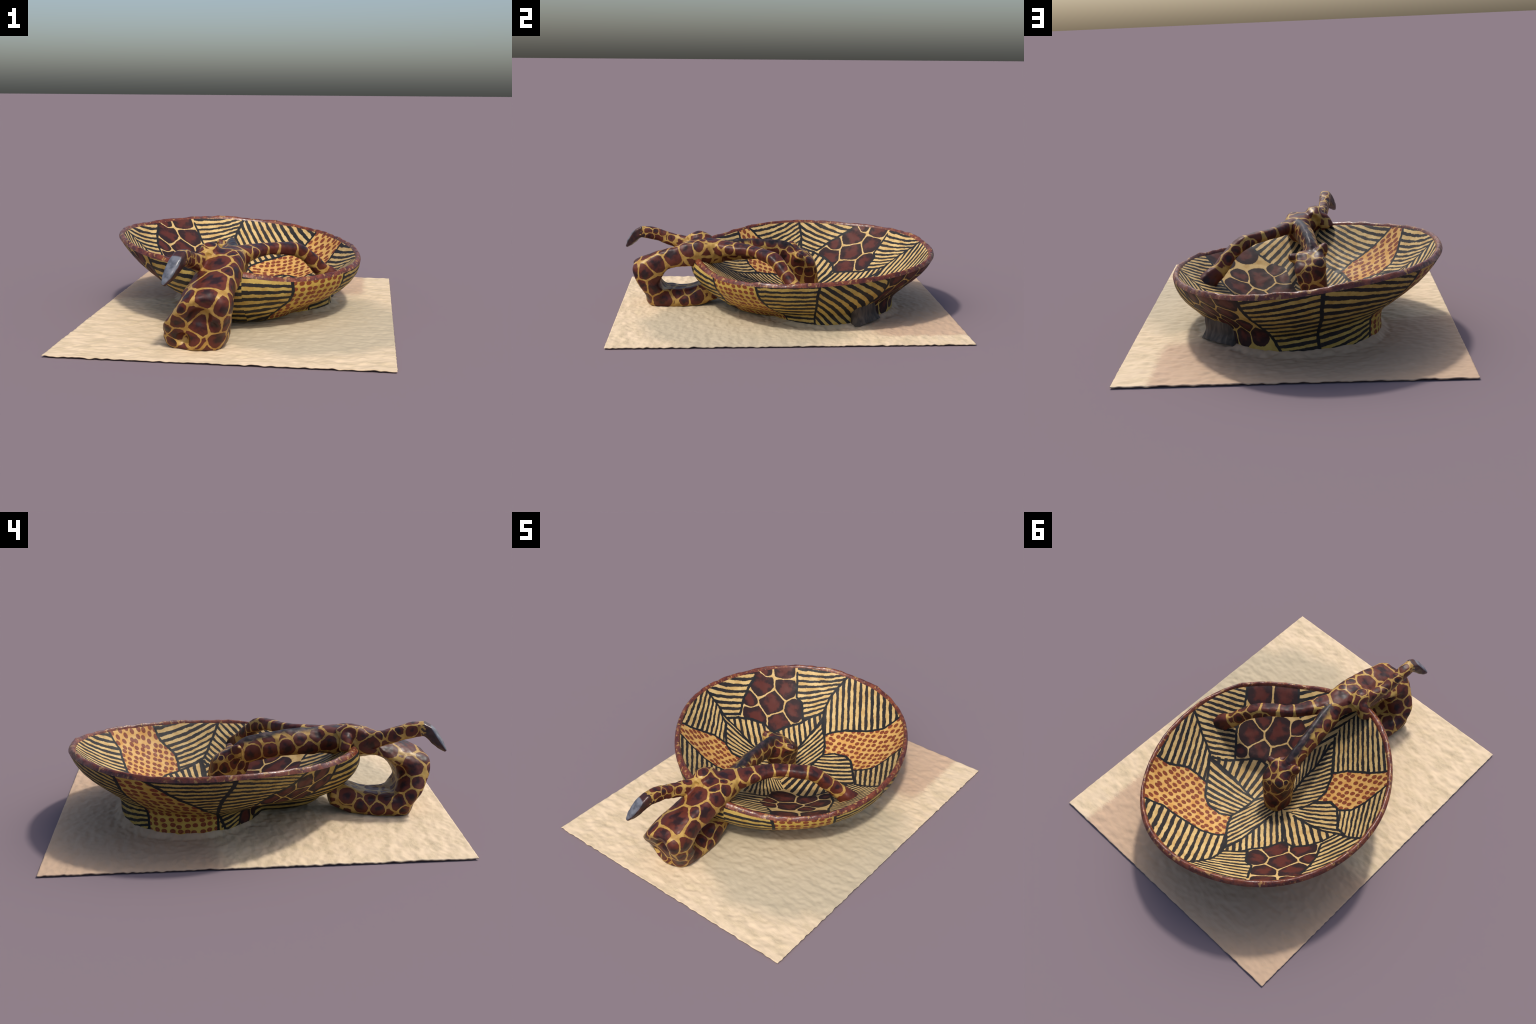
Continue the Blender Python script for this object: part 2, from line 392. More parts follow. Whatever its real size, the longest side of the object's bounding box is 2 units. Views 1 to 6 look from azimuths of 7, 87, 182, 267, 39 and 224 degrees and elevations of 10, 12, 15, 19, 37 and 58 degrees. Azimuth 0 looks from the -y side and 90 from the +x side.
PANELS_IN = [
    ('stripes', [(0.584, 0.158), (0.56, -0.065), (0.495, -0.201), (0.436, -0.116), (0.378, 0.022), (0.265, 0.148), (0.357, 0.234), (0.477, 0.205)], [(0.544, -0.12), (0.476, -0.17)], [(0.361, 0.248), (0.265, 0.148)], 17),
    ('stripes', [(0.499, 0.53), (0.544, 0.438), (0.585, 0.26), (0.581, 0.161), (0.477, 0.205), (0.368, 0.252), (0.308, 0.322), (0.259, 0.381), (0.322, 0.392), (0.385, 0.408), (0.453, 0.499)], [(0.487, 0.526), (0.561, 0.382)], [(0.286, 0.382), (0.359, 0.267)], 10),
    ('dots', [(0.499, 0.53), (0.453, 0.499), (0.385, 0.408), (0.322, 0.392), (0.261, 0.383), (0.203, 0.451), (0.141, 0.478), (0.067, 0.471), (0.01, 0.427), (-0.018, 0.487), (-0.074, 0.55), (-0.04, 0.592), (0.025, 0.637), (0.153, 0.673), (0.262, 0.704), (0.328, 0.762), (0.35, 0.759), (0.453, 0.632)]),
    ('stripes', [(0.354, 0.26), (0.26, 0.239), (0.17, 0.237), (0.002, 0.254), (0.003, 0.356), (0.01, 0.427), (0.067, 0.471), (0.141, 0.478), (0.203, 0.451), (0.261, 0.383), (0.32, 0.294)], [(0.328, 0.263), (0.183, 0.247)], [(0.134, 0.484), (0.0162, 0.421)], 9),
    ('stripes', [(0.354, 0.244), (0.259, 0.148), (0.169, 0.038), (0.115, 0.033), (-0.002, 0.129), (-0.038, 0.201), (0, 0.256), (0.17, 0.237), (0.26, 0.239)], [(0.327, 0.219), (0.303, 0.254)], [(0.0109, 0.128), (-0.000171, 0.244)], 10),
    ('stripes', [(0.01, 0.427), (0.003, 0.356), (0, 0.256), (-0.031, 0.194), (-0.147, 0.278), (-0.15, 0.406), (-0.152, 0.528), (-0.152, 0.633), (-0.108, 0.582), (-0.046, 0.519), (-0.018, 0.487)], [(0.00566, 0.398), (-0.0303, 0.229)], [(-0.143, 0.615), (-0.15, 0.548)], 9),
    ('stripes', [(-0.158, 0.659), (-0.152, 0.528), (-0.15, 0.406), (-0.147, 0.278), (-0.196, 0.236), (-0.266, 0.299), (-0.333, 0.368), (-0.302, 0.447), (-0.249, 0.525), (-0.217, 0.59)], [(-0.152, 0.613), (-0.178, 0.641)], [(-0.198, 0.235), (-0.332, 0.369)], 11),
    ('stripes', [(0.328, 0.762), (0.262, 0.704), (0.153, 0.673), (0.025, 0.637), (-0.04, 0.592), (-0.074, 0.55), (-0.117, 0.59), (-0.163, 0.663), (-0.178, 0.736), (-0.165, 0.82), (-0.132, 0.894), (0.048, 0.899), (0.223, 0.85)], [(0.318, 0.753), (0.282, 0.806)], [(-0.0727, 0.554), (-0.167, 0.687)], 15),
    ('stripes', [(-0.132, 0.894), (-0.165, 0.82), (-0.178, 0.736), (-0.163, 0.663), (-0.244, 0.552), (-0.311, 0.626), (-0.359, 0.63), (-0.427, 0.727), (-0.327, 0.828), (-0.209, 0.876)], [(-0.172, 0.651), (-0.249, 0.557)], [(-0.167, 0.877), (-0.417, 0.727)], 10),
    ('cells', [(-0.244, 0.552), (-0.302, 0.447), (-0.333, 0.368), (-0.412, 0.361), (-0.472, 0.313), (-0.529, 0.27), (-0.582, 0.37), (-0.602, 0.458), (-0.609, 0.514), (-0.595, 0.59), (-0.52, 0.667), (-0.427, 0.727), (-0.359, 0.63), (-0.311, 0.626)], [(-0.593, 0.597, 0.041), (-0.497, 0.682, 0.058), (-0.554, 0.523, 0.068), (-0.443, 0.622, 0.060), (-0.548, 0.395, 0.044), (-0.448, 0.491, 0.074), (-0.326, 0.554, 0.060), (-0.469, 0.350, 0.067), (-0.353, 0.444, 0.068)]),
    ('stripes', [(-0.529, 0.27), (-0.553, 0.168), (-0.624, 0.173), (-0.716, 0.164), (-0.718, 0.23), (-0.702, 0.353), (-0.609, 0.514), (-0.602, 0.458), (-0.582, 0.37)], [(-0.536, 0.261), (-0.576, 0.171)], [(-0.614, 0.515), (-0.695, 0.38)], 8),
    ('stripes', [(-0.439, 0.03), (-0.438, 0.032), (-0.509, -0.003), (-0.544, -0.065), (-0.573, -0.142), (-0.595, -0.192), (-0.651, -0.078), (-0.7, 0.084), (-0.718, 0.173), (-0.646, 0.166), (-0.567, 0.164), (-0.524, 0.134), (-0.499, 0.099)], [(-0.475, 0.0565), (-0.535, 0.144)], [(-0.614, -0.14), (-0.689, 0.00454)], 11),
    ('dots', [(-0.243, -0.148), (-0.308, -0.195), (-0.391, -0.224), (-0.442, -0.232), (-0.501, -0.251), (-0.543, -0.264), (-0.574, -0.21), (-0.595, -0.192), (-0.573, -0.142), (-0.544, -0.065), (-0.509, -0.003), (-0.438, 0.032), (-0.406, 0.01), (-0.36, 0.005), (-0.289, 0.043), (-0.289, -0.039), (-0.254, -0.124)]),
    ('stripes', [(-0.289, 0.043), (-0.36, 0.005), (-0.426, 0.021), (-0.499, 0.099), (-0.553, 0.168), (-0.459, 0.186), (-0.353, 0.183), (-0.246, 0.184), (-0.245, 0.124)], [(-0.296, 0.0507), (-0.371, 0.00545)], [(-0.427, 0.184), (-0.546, 0.159)], 8),
    ('stripes', [(-0.333, 0.368), (-0.266, 0.299), (-0.196, 0.236), (-0.25, 0.188), (-0.353, 0.183), (-0.459, 0.186), (-0.553, 0.168), (-0.517, 0.251), (-0.472, 0.313), (-0.412, 0.361)], [(-0.224, 0.254), (-0.349, 0.356)], [(-0.507, 0.177), (-0.54, 0.203)], 8),
    ('stripes', [(-0.115, -0.298), (-0.183, -0.214), (-0.254, -0.124), (-0.289, -0.039), (-0.289, 0.043), (-0.245, 0.124), (-0.212, 0.16), (-0.116, 0.071), (-0.119, -0.034), (-0.126, -0.144), (-0.11, -0.268)], [(-0.138, -0.227), (-0.153, -0.245)], [(-0.198, 0.133), (-0.275, 0.0518)], 14),
    ('stripes', [(-0.115, -0.298), (-0.11, -0.268), (-0.126, -0.144), (-0.119, -0.034), (-0.13, 0.061), (-0.032, -0.018), (0.002, -0.102), (-0.003, -0.156), (-0.057, -0.218)], [(-0.0221, -0.0759), (-0.11, 0.0167)], [(-0.104, -0.251), (-0.122, -0.208)], 8),
    ('stripes', [(-0.115, -0.298), (-0.089, -0.373), (-0.162, -0.501), (-0.298, -0.453), (-0.42, -0.372), (-0.518, -0.278), (-0.543, -0.264), (-0.501, -0.251), (-0.442, -0.232), (-0.391, -0.224), (-0.308, -0.195), (-0.243, -0.148), (-0.184, -0.214)], [(-0.107, -0.312), (-0.244, -0.149)], [(-0.482, -0.313), (-0.536, -0.257)], 13),
    ('cells', [(0.495, -0.195), (0.449, -0.263), (0.354, -0.346), (0.263, -0.395), (0.206, -0.332), (0.149, -0.291), (0.061, -0.259), (0.026, -0.126), (0.005, -0.056), (0.103, 0.022), (0.169, 0.038), (0.259, 0.148), (0.265, 0.148), (0.378, 0.022), (0.439, -0.113)], [(0.421, -0.221, 0.071), (0.299, -0.326, 0.072), (0.304, -0.029, 0.065), (0.193, -0.149, 0.073), (0.301, -0.134, 0.050), (0.279, 0.087, 0.035), (0.201, 0.005, 0.060), (0.081, -0.063, 0.073), (0.114, -0.231, 0.047), (0.071, -0.174, 0.047)]),
    ('stripes', [(0.263, -0.395), (0.104, -0.483), (-0.027, -0.485), (-0.134, -0.486), (-0.094, -0.367), (-0.115, -0.298), (-0.057, -0.218), (-0.003, -0.156), (0.014, -0.114), (0.061, -0.259), (0.149, -0.291), (0.206, -0.332)], [(0.238, -0.383), (0.17, -0.456)], [(0.0183, -0.19), (-0.0685, -0.336)], 9),
]
# brush lines outside, unrolled: (distance round the axis, height)
LINES_OUT = [
    [(-1.66, 0.33), (-1.65, 0.27), (-1.64, 0.21), (-1.65, 0.154), (-1.7, 0.10), (-1.78, 0.0)],
    [(-1.31, 0.32), (-1.3, 0.21), (-1.27, 0.107), (-1.2, 0.0)],
    [(-0.916, 0.346), (-0.94, 0.216), (-0.93, 0.0)],
    [(-0.51, 0.37), (-0.50, 0.31), (-0.49, 0.25), (-0.47, 0.12), (-0.46, 0.0)],
    [(-0.163, 0.395), (-0.148, 0.286), (-0.126, 0.22), (-0.073, 0.123), (0.0, 0.0)],
    [(0.142, 0.45), (0.148, 0.284), (0.172, 0.146), (0.19, 0.0)],
    [(0.545, 0.47), (0.541, 0.41), (0.537, 0.35), (0.515, 0.25), (0.50, 0.14), (0.50, 0.0)],
    [(0.62, 0.44), (0.66, 0.398), (0.711, 0.35), (0.751, 0.306), (0.807, 0.25), (0.9, 0.13), (0.96, 0.0)],
    [(1.0, 0.456), (0.97, 0.351), (0.933, 0.274), (0.90, 0.13), (0.9, 0.0)],
    [(1.29, 0.41), (1.22, 0.314), (1.15, 0.271), (1.10, 0.19), (1.05, 0.0)],
    [(1.44, 0.42), (1.44, 0.27), (1.42, 0.2), (1.33, 0.13), (1.2, 0.0)],
]
# fields between those lines, going round from the handle: filling, and for stripes the first and last stripe and their number
FIELDS_OUT = [
    ("stripes", [(-1.86, 0.303), (-1.67, 0.274)], [(-1.86, 0.08), (-1.72, 0.097)], 7),
    ("dots",),
    ("stripes", [(-1.28, 0.272), (-0.938, 0.284)], [(-1.28, 0.063), (-0.937, 0.077)], 9),
    ("stripes", [(-0.914, 0.157), (-0.821, 0.093)], [(-0.559, 0.292), (-0.484, 0.254)], 9),
    ("cells", [(-0.43, 0.30, 0.05), (-0.32, 0.31, 0.055), (-0.222, 0.317, 0.056), (-0.237, 0.24, 0.05), (-0.35, 0.23, 0.05), (-0.43, 0.19, 0.05), (-0.29, 0.16, 0.05), (-0.19, 0.16, 0.045), (-0.37, 0.12, 0.045), (-0.13, 0.10, 0.05), (-0.24, 0.08, 0.05), (-0.35, 0.04, 0.05)]),
    ("stripes", [(-0.147, 0.325), (0.025, 0.38)], [(-0.108, 0.117), (0.164, 0.168)], 9),
    ("stripes", [(0.388, 0.41), (0.531, 0.36)], [(0.194, 0.13), (0.45, 0.15)], 10),
    ("dots",),
    ("stripes", [(0.685, 0.39), (0.978, 0.394)], [(0.813, 0.20), (0.928, 0.21)], 10),
    ("stripes", [(1.01, 0.407), (1.22, 0.36)], [(0.937, 0.21), (1.11, 0.22)], 9),
    ("cells", [(1.351, 0.341, 0.042), (1.29, 0.31, 0.044), (1.40, 0.264, 0.05), (1.21, 0.275, 0.045), (1.17, 0.22, 0.045), (1.29, 0.24, 0.045), (1.36, 0.19, 0.04), (1.25, 0.17, 0.045), (1.15, 0.14, 0.045), (1.23, 0.09, 0.045), (1.12, 0.06, 0.05)]),
    ("stripes", [(1.45, 0.385), (1.63, 0.375)], [(1.36, 0.10), (1.6, 0.10)], 9),
]
# painted coat: centre and radius of each dark patch
PATCHES = {
    "torso": [(-0.047, -0.797, 0.339, 0.079), (-0.058, -0.904, 0.288, 0.052), (-0.047, -0.639, 0.387, 0.061), (0.027, -0.910, 0.239, 0.050), (0.055, -0.773, 0.298, 0.057), (0.051, -0.680, 0.351, 0.059), (-0.187, -0.827, 0.250, 0.048), (0.060, -0.842, 0.237, 0.055), (-0.032, -0.440, 0.431, 0.054), (0.049, -0.580, 0.395, 0.049), (-0.044, -0.524, 0.428, 0.047), (-0.132, -0.708, 0.335, 0.047), (-0.096, -0.397, 0.359, 0.040), (-0.134, -0.878, 0.196, 0.052), (-0.229, -0.841, 0.177, 0.034), (0.052, -0.522, 0.407, 0.036), (-0.171, -0.495, 0.422, 0.037), (-0.166, -0.914, 0.226, 0.029), (-0.147, -0.771, 0.204, 0.036), (0.015, -0.723, 0.370, 0.041), (-0.157, -0.568, 0.412, 0.033), (-0.096, -0.525, 0.460, 0.027), (0.012, -0.558, 0.422, 0.034), (-0.142, -0.883, 0.280, 0.038), (0.009, -0.490, 0.432, 0.024)],
    "hind_leg": [(-0.096, -0.850, 0.141, 0.047), (0.017, -0.743, 0.061, 0.055), (-0.007, -0.835, 0.075, 0.045), (-0.199, -0.775, 0.161, 0.047), (-0.255, -0.732, 0.092, 0.042), (-0.033, -0.566, 0.106, 0.039), (-0.268, -0.802, 0.116, 0.035), (-0.196, -0.484, 0.109, 0.035), (-0.231, -0.688, 0.102, 0.043), (-0.007, -0.535, 0.070, 0.042), (-0.191, -0.875, 0.154, 0.038), (-0.212, -0.836, 0.084, 0.039), (0.045, -0.777, 0.140, 0.067), (-0.018, -0.870, 0.147, 0.049), (0.033, -0.858, 0.146, 0.051), (-0.234, -0.549, 0.060, 0.031), (-0.258, -0.635, 0.053, 0.031), (-0.138, -0.844, 0.075, 0.032), (-0.026, -0.642, 0.095, 0.035), (-0.221, -0.599, 0.093, 0.028), (0.002, -0.601, 0.048, 0.029), (-0.234, -0.815, 0.053, 0.028), (-0.274, -0.763, 0.050, 0.023), (-0.248, -0.847, 0.113, 0.030)],
    "foreleg": [(0.236, -0.128, 0.404, 0.059), (0.091, -0.243, 0.415, 0.059), (0.310, -0.069, 0.388, 0.048), (0.150, -0.172, 0.410, 0.050), (0.365, -0.045, 0.334, 0.043), (0.045, -0.340, 0.419, 0.044), (0.412, 0.001, 0.289, 0.036), (0.248, -0.042, 0.353, 0.033), (0.094, -0.330, 0.391, 0.030), (0.346, 0.026, 0.309, 0.029), (0.224, -0.064, 0.360, 0.021), (0.310, -0.003, 0.343, 0.025)],
    "foreleg.001": [(-0.169, -0.598, 0.372, 0.043), (-0.198, -0.716, 0.421, 0.031), (-0.172, -0.675, 0.439, 0.032), (-0.210, -0.802, 0.446, 0.026), (-0.183, -0.647, 0.425, 0.025), (-0.172, -0.809, 0.480, 0.029), (-0.146, -0.825, 0.462, 0.023), (-0.140, -0.608, 0.427, 0.024), (-0.198, -0.736, 0.445, 0.023), (-0.145, -0.817, 0.428, 0.022), (-0.132, -0.684, 0.417, 0.021), (-0.154, -0.742, 0.458, 0.025), (-0.147, -0.779, 0.461, 0.019)],
    "neck": [(-0.099, -0.295, 0.325, 0.044), (-0.115, -0.186, 0.344, 0.038), (-0.130, -0.005, 0.327, 0.037), (-0.073, -0.344, 0.396, 0.039), (-0.123, -0.100, 0.337, 0.035), (-0.095, -0.255, 0.386, 0.031), (-0.034, -0.146, 0.406, 0.032), (-0.047, -0.067, 0.398, 0.032), (-0.061, 0.014, 0.389, 0.032), (-0.055, 0.056, 0.352, 0.032)],
    "head": [(-0.119, 0.225, 0.158, 0.052), (-0.161, 0.178, 0.213, 0.050), (-0.162, 0.143, 0.260, 0.030), (-0.129, 0.201, 0.265, 0.047), (-0.164, 0.180, 0.123, 0.046), (-0.068, 0.215, 0.245, 0.028), (-0.151, 0.085, 0.289, 0.025), (-0.014, 0.169, 0.296, 0.035), (-0.019, 0.107, 0.236, 0.029), (-0.013, 0.165, 0.226, 0.029), (-0.026, 0.212, 0.234, 0.020), (-0.055, 0.226, 0.195, 0.019), (-0.141, 0.057, 0.272, 0.020), (-0.156, 0.105, 0.320, 0.019), (-0.128, 0.186, 0.314, 0.029), (-0.157, 0.156, 0.322, 0.015), (-0.073, 0.204, 0.285, 0.015)],
    "ear": [(0.007, 0.094, 0.296, 0.055)],
    "painted_all_over": [(0.475, 0.085, 0.18, 0.085), (-0.085, 0.085, 0.355, 0.05), (-0.035, 0.125, 0.335, 0.035), (-0.135, 0.13, 0.345, 0.035), (-0.02, -0.30, 0.37, 0.045), (-0.03, -0.225, 0.35, 0.04), (-0.04, -0.15, 0.34, 0.04), (-0.045, -0.06, 0.33, 0.045),
        (-0.055, 0.02, 0.31, 0.045), (-0.07, 0.06, 0.24, 0.035), (0.01, 0.107, 0.326, 0.045), (-0.15, 0.075, 0.36, 0.024)],
}


# ---------------------------------------------------------------- paint: node helpers
class Paint:
    """a small shorthand for wiring one material"""

    def __init__(self, name):
        self.mat = bpy.data.materials.new(name)
        self.mat.use_nodes = True
        self.t = self.mat.node_tree
        self.bsdf = self.t.nodes["Principled BSDF"]
        tc = self.t.nodes.new("ShaderNodeTexCoord")
        self.P = tc.outputs["Object"]

    def put(self, socket, v):
        if isinstance(v, (int, float)):
            socket.default_value = v
        elif isinstance(v, (tuple, list)):
            n = len(socket.default_value)
            socket.default_value = tuple(v) + (1,) * (n - len(v))
        else:
            self.t.links.new(v, socket)

    def math(self, op, a, b=0.0, c=0.0, clamp=False):
        n = self.t.nodes.new("ShaderNodeMath"); n.operation = op; n.use_clamp = clamp
        for s, v in zip(n.inputs, (a, b, c)):
            self.put(s, v)
        return n.outputs[0]

    def vec(self, op, a, b=(0, 0, 0), scale=None):
        n = self.t.nodes.new("ShaderNodeVectorMath"); n.operation = op
        self.put(n.inputs[0], a); self.put(n.inputs[1], b)
        if scale is not None:
            self.put(n.inputs["Scale"], scale)
        return n.outputs["Value"] if op in ("DOT_PRODUCT", "LENGTH", "DISTANCE") else n.outputs["Vector"]

    def noise(self, vec, scale, detail=2.0, color=False):
        n = self.t.nodes.new("ShaderNodeTexNoise")
        self.put(n.inputs["Vector"], vec); n.inputs["Scale"].default_value = scale; n.inputs["Detail"].default_value = detail
        return n.outputs["Color" if color else "Fac"]

    def map(self, v, a, b, c=0.0, d=1.0, smooth=True):
        n = self.t.nodes.new("ShaderNodeMapRange"); n.clamp = True
        n.interpolation_type = "SMOOTHSTEP" if smooth else "LINEAR"
        for s, x in zip(n.inputs, (v, a, b, c, d)):
            self.put(s, x)
        return n.outputs[0]

    def mix(self, f, a, b):
        n = self.t.nodes.new("ShaderNodeMix"); n.data_type = "RGBA"
        self.put(n.inputs[0], f); self.put(n.inputs[6], a); self.put(n.inputs[7], b)
        return n.outputs[2]

    def xyz(self, v):
        n = self.t.nodes.new("ShaderNodeSeparateXYZ"); self.put(n.inputs[0], v)
        return n.outputs

    def combine(self, x, y, z):
        n = self.t.nodes.new("ShaderNodeCombineXYZ")
        for s, v in zip(n.inputs, (x, y, z)):
            self.put(s, v)
        return n.outputs[0]

    def warp(self, p, amount, scale):
        d = self.vec("SUBTRACT", self.noise(self.P, scale, 2.0, True), (0.5, 0.5, 0.5))
        return self.vec("ADD", p, self.vec("SCALE", d, scale=amount))

    def finish(self, color, rough, bump=None, strength=0.3, dist=0.002, spec=0.5):
        self.put(self.bsdf.inputs["Base Color"], color)
        self.put(self.bsdf.inputs["Roughness"], rough)
        self.bsdf.inputs["Specular IOR Level"].default_value = spec
        if bump is not None:
            n = self.t.nodes.new("ShaderNodeBump"); n.inputs["Strength"].default_value = strength; n.inputs["Distance"].default_value = dist
            self.put(n.inputs["Height"], bump); self.t.links.new(n.outputs[0], self.bsdf.inputs["Normal"])
        return self.mat


def stroke_group():
    """distance from P to the segment A-B"""
    g = bpy.data.node_groups.new("brush_segment", "ShaderNodeTree")
    for s in "PAB":
        g.interface.new_socket(s, in_out="INPUT", socket_type="NodeSocketVector")
    g.interface.new_socket("Distance", in_out="OUTPUT", socket_type="NodeSocketFloat")
    i, o = g.nodes.new("NodeGroupInput"), g.nodes.new("NodeGroupOutput")

    def v(op, a, b=None, scale=None):
        n = g.nodes.new("ShaderNodeVectorMath"); n.operation = op
        g.links.new(a, n.inputs[0])
        if b is not None:
            g.links.new(b, n.inputs[1])
        if scale is not None:
            g.links.new(scale, n.inputs["Scale"])
        return n.outputs["Value"] if op in ("DOT_PRODUCT", "LENGTH") else n.outputs["Vector"]
    pa, ba = v("SUBTRACT", i.outputs["P"], i.outputs["A"]), v("SUBTRACT", i.outputs["B"], i.outputs["A"])
    n = g.nodes.new("ShaderNodeMath"); n.operation = "DIVIDE"; n.use_clamp = True
    g.links.new(v("DOT_PRODUCT", pa, ba), n.inputs[0]); g.links.new(v("DOT_PRODUCT", ba, ba), n.inputs[1])
    g.links.new(v("LENGTH", v("SUBTRACT", pa, v("SCALE", ba, scale=n.outputs[0]))), o.inputs["Distance"])
    return g


CREAM_IN = (0.60, 0.42, 0.175)
CREAM_OUT = (0.49, 0.345, 0.092)
INK = (0.014, 0.014, 0.015)
PATCH_DARK, PATCH_RED = (0.025, 0.011, 0.012), (0.088, 0.020, 0.014)
COAT = (0.47, 0.295, 0.078)


def blobs(p, P, centres):
    """how deep P lies in the nearest rounded patch, with a pale gap where two patches meet"""
    near, second = None, None
    for *c, r in centres:
        d = p.math("DIVIDE", p.vec("DISTANCE", P, tuple(c) if len(c) == 3 else (c[0], c[1], 1.0)), r)
        if near is None:
            near, second = d, p.math("ADD", d, 9.0)
        else:
            second = p.math("MINIMUM", second, p.math("MAXIMUM", near, d))
            near = p.math("MINIMUM", near, d)
    return near, second


def segment_gap(a, b):
    a, b = np.array(a), np.array(b)

    def pd(q, u, v):
        w = v - u
        h = np.clip(np.dot(q - u, w) / max(np.dot(w, w), 1e-9), 0, 1)
        return np.linalg.norm(q - u - h * w)
    return min(pd(a[0], *b), pd(a[1], *b), pd(b[0], *a), pd(b[1], *a))


def near_segments(poly, lines, reach):
    edges = [(poly[i - 1], poly[i]) for i in range(len(poly))]
    return [(s[i], s[i + 1]) for s in lines for i in range(len(s) - 1) if min(segment_gap((s[i], s[i + 1]), e) for e in edges) < reach]


def panel_material(name, kind, info, poly, lines, group, cream, outside, width):
    p = Paint(name)
    x, y, z = p.xyz(p.P)
    if outside:
        u = p.math("MULTIPLY", p.math("ARCTAN2", p.math("SUBTRACT", AXIS[0], x), p.math("SUBTRACT", y, AXIS[1])), 0.6)
        flat = p.combine(u, z, 1.0)
    else:
        flat = p.combine(x, y, 1.0)
    d = p.vec("MULTIPLY", p.vec("SUBTRACT", p.noise(p.P, 24, 2.0, True), (0.5, 0.5, 0.5)), (0.011, 0.011, 0))
    d2 = p.vec("MULTIPLY", p.vec("SUBTRACT", p.noise(p.P, 120, 1.0, True), (0.5, 0.5, 0.5)), (0.004, 0.004, 0))
    W = p.vec("ADD", p.vec("ADD", flat, d), d2)
    mott = p.noise(p.P, 22, 4.0)
    fine = p.noise(p.P, 160, 3.0)
    ground = p.mix(p.map(mott, 0.35, 0.7), cream, tuple(c * k for c, k in zip(cream, (0.80, 0.72, 0.60))))
    ground = p.mix(p.map(fine, 0.5, 0.75, 0, 0.3), ground, tuple(c * 0.6 for c in cream))
    if kind == "stripes":
        A, B, n = info

        def line(q, other):
            (x0, y0), (x1, y1) = q
            nx, ny = y0 - y1, x1 - x0
            L = math.hypot(nx, ny); nx, ny = nx / L, ny / L
            c = -(nx * x0 + ny * y0)
            mx, my = (other[0][0] + other[1][0]) / 2, (other[0][1] + other[1][1]) / 2
            if nx * mx + ny * my + c < 0:
                nx, ny, c = -nx, -ny, -c
            return p.vec("DOT_PRODUCT", W, (nx, ny, c))
        da, db = line(A, B), line(B, A)
        s = p.math("MULTIPLY", p.math("DIVIDE", da, p.math("ADD", da, db)), float(n) * 0.80)
        tri = p.math("ABSOLUTE", p.math("SUBTRACT", p.math("FRACT", p.math("ADD", s, 100.5)), 0.5))   # 0 on a stripe, .5 between
        duty = p.map(p.noise(p.P, 9, 1.0), 0.3, 0.7, 0.215, 0.30)
        ink = p.map(p.math("SUBTRACT", tri, duty), -0.035, 0.035, 1.0, 0.0)
        inkc = p.mix(p.map(mott, 0.3, 0.7), INK, (0.028, 0.022, 0.02))
        col = p.mix(ink, ground, inkc)
    elif kind == "dots":
        warm = (0.62, 0.37, 0.115) if not outside else (0.50, 0.345, 0.075)
        ground = p.mix(p.map(mott, 0.35, 0.7), warm, tuple(c * k for c, k in zip(warm, (0.9, 0.75, 0.6))))
        v = p.t.nodes.new("ShaderNodeTexVoronoi"); v.voronoi_dimensions = "2D"
        v.inputs["Scale"].default_value = 25.0 if outside else 27.0
        v.inputs["Randomness"].default_value = 0.36
        p.put(v.inputs["Vector"], p.vec("MULTIPLY", p.vec("ADD", flat, p.vec("SCALE", d, scale=0.4)), (1.0, 1.15, 0) if not outside else (0.95, 1.3, 0)))
        dot = p.map(v.outputs["Distance"], 0.34, 0.42, 1.0, 0.0)
        spot = p.mix(p.map(fine, 0.35, 0.65), (0.155, 0.032, 0.014), (0.25, 0.065, 0.024))
        col = p.mix(dot, ground, spot)
    else:
        near, second = blobs(p, W, info)
        inside = p.math("MULTIPLY", p.map(near, 1.16, 1.22, 1.0, 0.0), p.map(p.math("SUBTRACT", p.math("SUBTRACT", second, near), p.math("MULTIPLY", p.math("POWER", near, 3.0), 0.07)), 0.03, 0.09))
        core = p.map(p.math("ADD", near, p.map(mott, 0.3, 0.7, -0.35, 0.35)), 0.25, 0.9)
        patch = p.mix(core, PATCH_RED, PATCH_DARK)
        col = p.mix(inside, ground, patch)
    segs = near_segments(poly, lines, 0.03)
    dist = None
    for a, b in segs:
        g = p.t.nodes.new("ShaderNodeGroup"); g.node_tree = group
        p.put(g.inputs["P"], W)
        g.inputs["A"].default_value = (*a, 1.0); g.inputs["B"].default_value = (*b, 1.0)
        dist = g.outputs[0] if dist is None else p.math("MINIMUM", dist, g.outputs[0])
    if dist is not None:
        col = p.mix(p.map(dist, width * 0.8, width * 1.2, 1.0, 0.0), col, INK)
    rough = p.map(mott, 0.3, 0.7, 0.5, 0.66)
    return p.finish(col, rough, p.math("ADD", fine, mott), 0.25, 0.0015, 0.22)


def rim_material():
    p = Paint("rim_red_brown")
    m = p.noise(p.P, 26, 4.0)
    m2 = p.noise(p.P, 70, 3.0)
    col = p.mix(p.map(m, 0.35, 0.65), (0.085, 0.016, 0.012), (0.19, 0.045, 0.018))
    col = p.mix(p.map(m2, 0.58, 0.70, 0, 0.8), col, (0.025, 0.012, 0.013))
    col = p.mix(p.map(p.noise(p.P, 45, 2.0), 0.585, 0.66, 0, 0.75), col, (0.40, 0.22, 0.065))
    return p.finish(col, p.map(m2, 0.3, 0.7, 0.25, 0.45), m2, 0.5, 0.003)


